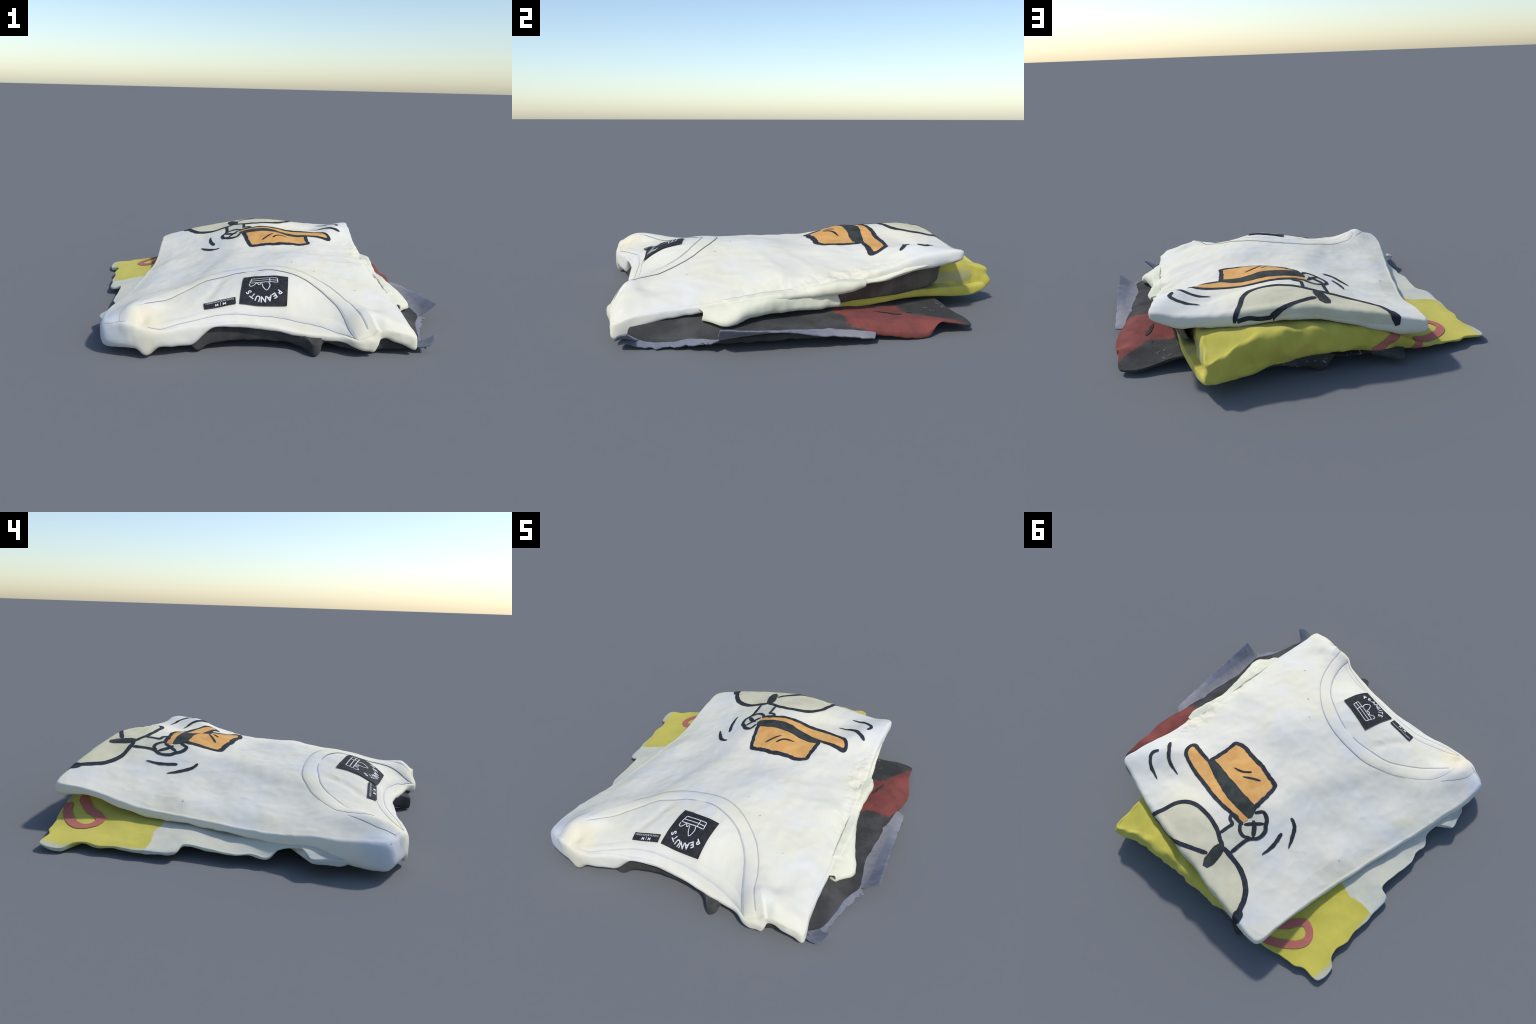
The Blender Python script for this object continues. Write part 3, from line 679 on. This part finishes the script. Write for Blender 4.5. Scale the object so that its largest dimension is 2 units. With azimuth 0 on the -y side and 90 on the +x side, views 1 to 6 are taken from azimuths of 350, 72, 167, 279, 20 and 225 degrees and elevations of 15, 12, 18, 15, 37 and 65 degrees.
stroke("seam", part_of(ic, 0.03, 0.475), 0.0055, WHITE, MAT["seam"], white, direction=DOWN, lift=0.0045, taper=(0.6, 1), step=0.012, across=3, wobble=0.4)
stroke("seam", part_of(ic, 0.505, 0.99), 0.0075, WHITE, MAT["seam"], white, direction=DOWN, lift=0.0045, taper=(0.7, 1.4), step=0.012, across=3, wobble=0.5)
SEAM = [(-0.715,-0.838),(-0.66,-0.838),(-0.60,-0.824),(-0.518,-0.797),(-0.413,-0.769),(-0.324,-0.765),(-0.233,-0.770),(-0.113,-0.785),(0.01,-0.812),(0.132,-0.849),(0.235,-0.897),(0.285,-0.93),(0.308,-0.952)]
TOP = [(-0.713,-0.834),(-0.66,-0.806),(-0.538,-0.760),(-0.422,-0.728),(-0.26,-0.732),(-0.127,-0.752),(-0.007,-0.780),(0.116,-0.806),(0.22,-0.846),(0.272,-0.885),(0.305,-0.948)]
sc, tc = spline_open(SEAM, 80), spline_open(TOP, 80)
patch("neck_tape", list(tc) + list(sc[::-1]), WHITE, MAT["white"], white, direction=DOWN, lift=0.004, step=0.010, soft=0.014)
stroke("seam", sc, 0.006, WHITE, MAT["seam_soft"], white, direction=DOWN, lift=0.003, step=0.012, across=3, wobble=0.3)  # grey line drawn as the shadow beside the seam ridge

# left sleeve: hem line and the fold that runs up beside the neck
stroke("seam", [(-0.925,-0.772),(-0.89,-0.79),(-0.849,-0.802),(-0.82,-0.815)], 0.006, WHITE, MAT["seam_soft"], white, direction=DOWN, lift=0.002, step=0.010, across=3)
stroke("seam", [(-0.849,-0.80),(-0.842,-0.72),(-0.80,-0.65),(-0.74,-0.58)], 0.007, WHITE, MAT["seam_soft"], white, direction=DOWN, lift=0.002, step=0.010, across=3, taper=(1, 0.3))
# specks of lint
for x, y, w in ((0.231,-0.438,0.006), (0.125,-0.331,0.005), (-0.602,0.215,0.007), (0.42,-0.62,0.004)):
    stroke("lint", [(x - 0.006, y), (x + 0.006, y + 0.004)], w, WHITE, MAT["seam" if x > -0.5 else "yellow"], white, direction=DOWN, lift=0.002, step=0.004, across=3)

# -- neck labels with woven lettering
def quad_map(c):
    """u from the P end to the S end, v from the cloth side up to the neck edge."""
    p00, p10, p11, p01 = [np.array(q) for q in c]
    return lambda u, v: (p00*(1-u) + p10*u)*(1-v) + (p01*(1-u) + p11*u)*v

def text_mesh(body_text, size, bold=0.0):
    cu = bpy.data.curves.new("lettering", "FONT"); cu.body = body_text; cu.size = size
    cu.align_x = "CENTER"; cu.align_y = "CENTER"; cu.offset = bold; cu.resolution_u = 3
    ob = bpy.data.objects.new("lettering", cu)
    me = bpy.data.meshes.new_from_object(ob)
    V = [(v.co.x, v.co.y) for v in me.vertices]; F = [tuple(p.vertices) for p in me.polygons]
    bpy.data.objects.remove(ob); bpy.data.meshes.remove(me); bpy.data.curves.remove(cu)
    return V, F

def lay_text(name, s, q, centre, size, aspect, angle=0.0, bold=0.0, lift=0.009, parent=None):
    V, F = text_mesh(s, size, bold)
    ca, sa = math.cos(angle), math.sin(angle)
    P = [q(centre[0] + (x*ca - y*sa) * aspect, centre[1] + (x*sa + y*ca)) for x, y in V]
    return keep(name, WHITE.drop(P, DOWN, [lift] * len(P)), F, MAT["thread"], parent)

LABEL = quad_map([(0.047,-0.575), (-0.187,-0.508), (-0.243,-0.724), (0.000,-0.770)])
lab = patch("neck_label", [LABEL(u, v) for u, v in ((0,0),(0.5,0.01),(1,0),(1,0.5),(1,1),(0.5,1.0),(0,1),(0,0.5))], WHITE, MAT["label"], white, direction=DOWN, lift=0.0065, step=0.010)
ASP = 0.90
for i, ch in enumerate("PEANUTS"):     # lettering set on an arch
    a = (i - 3) * 0.30
    r = 0.46
    lay_text("lettering", ch, LABEL, (0.50 + r * math.sin(a) * ASP, 0.40 + r * math.cos(a) * 1.0), 0.185, ASP, -a, 0.006, parent=lab)
# small pictogram: a plain house with a rounded lump on the roof
def line_uv(pts, w=0.005): 
    return stroke("pictogram", [LABEL(*p) for p in pts], w, WHITE, MAT["thread"], lab, direction=DOWN, lift=0.009, step=0.006, across=3, wobble=0.25)
for pts in ([(0.24,0.17),(0.80,0.17)], [(0.80,0.17),(0.83,0.36)], [(0.83,0.36),(0.22,0.36)], [(0.22,0.36),(0.24,0.17)], [(0.24,0.27),(0.81,0.27)], [(0.40,0.17),(0.395,0.36)],
            [(0.42,0.37),(0.38,0.50),(0.44,0.64),(0.53,0.52),(0.56,0.40)], [(0.58,0.38),(0.62,0.45),(0.68,0.38),(0.74,0.46),(0.82,0.48),(0.84,0.38)]):
    line_uv(pts)
SMALL = quad_map([(-0.258,-0.681), (-0.425,-0.676), (-0.424,-0.722), (-0.261,-0.723)])
lab2 = patch("size_label", [SMALL(u, v) for u, v in ((0,0),(1,0),(1,1),(0,1))], WHITE, MAT["label"], white, direction=DOWN, lift=0.0065, step=0.010)
lay_text("lettering", "M | M", SMALL, (0.48, 0.70), 0.50, 0.30, 0, 0.004, parent=lab2)
lay_text("lettering", "MADE IN BANGLADESH", SMALL, (0.5, 0.26), 0.30, 0.28, 0, 0.0, parent=lab2)

# -- red ring print on the yellow shirt, wrapping over its back face
stroke("ring_print", [(-0.53,0.845),(-0.590,0.832),(-0.653,0.799),(-0.725,0.742),(-0.757,0.690),(-0.745,0.640),(-0.695,0.612),(-0.655,0.640),(-0.617,0.699),(-0.56,0.745),(-0.50,0.79)], 0.045, YELLOW, MAT["rose"], yellow, direction=DOWN, across=6, wobble=0.1)
def back_stroke(name, pts, width, cloth, mat, parent, lift=0.003):
    C = spline_open([(*p,) for p in pts], 24); T = np.gradient(C, axis=0); T /= np.linalg.norm(T, axis=1, keepdims=True)
    N = np.c_[-T[:, 1], T[:, 0]]; V = []
    for i in range(24):
        for j in range(5):
            q = C[i] + N[i] * width * (j / 4 - 0.5)
            h, nrm, _, _ = cloth.t.ray_cast(Vector((q[0], 1.4, q[1])), Vector((0, -1, 0)))
            V.append(None if h is None or h.y < 0.75 else h + (nrm if nrm.y > 0 else -nrm) * lift)
    F = [(i*5+j, i*5+j+1, (i+1)*5+j+1, (i+1)*5+j) for i in range(23) for j in range(4)]
    return keep(name, V, F, mat, parent)
back_stroke("print_line", [(0.365,0.292),(0.31,0.303),(0.26,0.298),(0.205,0.300)], 0.022, WHITE, INK, white)
back_stroke("ring_print", [(-0.44,0.150),(-0.40,0.125),(-0.34,0.095),(-0.29,0.075)], 0.045, YELLOW, MAT["rose"], yellow)
back_stroke("ring_print", [(-0.55,0.085),(-0.535,0.055),(-0.53,0.025)], 0.04, YELLOW, MAT["rose"], yellow)

# -- worn red block on the dark shirt, slits and illegible worn marks
stroke("print_line", [(0.80,0.325),(0.775,0.27),(0.752,0.20)], 0.020, DARK, MAT["dark"], dark, direction=DOWN, lift=0.003, taper=(0.6, 0.4), wobble=0.5)
stroke("print_line", [(0.77,0.40),(0.775,0.36)], 0.012, DARK, MAT["dark"], dark, direction=DOWN, lift=0.003, wobble=0.5)
rng = random.Random(5)
def scribble(x, y, l):
    """Remnant of a worn-off letter: two or three short joined strokes."""
    pts = [(x, y)]
    for _ in range(rng.choice((2, 3, 3, 4))):
        a = rng.uniform(-math.pi, math.pi)
        pts.append((pts[-1][0] + l * math.cos(a), pts[-1][1] + l * 0.8 * math.sin(a)))
    return pts
for k in range(6):
    pts = scribble(rng.uniform(0.70, 0.86), rng.uniform(0.50, 0.60), rng.uniform(0.008, 0.022))
    stroke("worn_mark", pts, rng.uniform(0.003, 0.006), DARK, MAT["chalk"], dark, direction=DOWN, lift=0.003, step=0.005, across=3, wobble=0.8, taper=(0.3, 0.3))
for k in range(17):
    pts = scribble(0.16 - 0.52 * k / 17 + rng.uniform(-0.01, 0.01), rng.uniform(0.058, 0.078), rng.uniform(0.008, 0.016))
    back_stroke("worn_mark", pts, rng.uniform(0.003, 0.007), DARK, MAT["chalk"], dark)
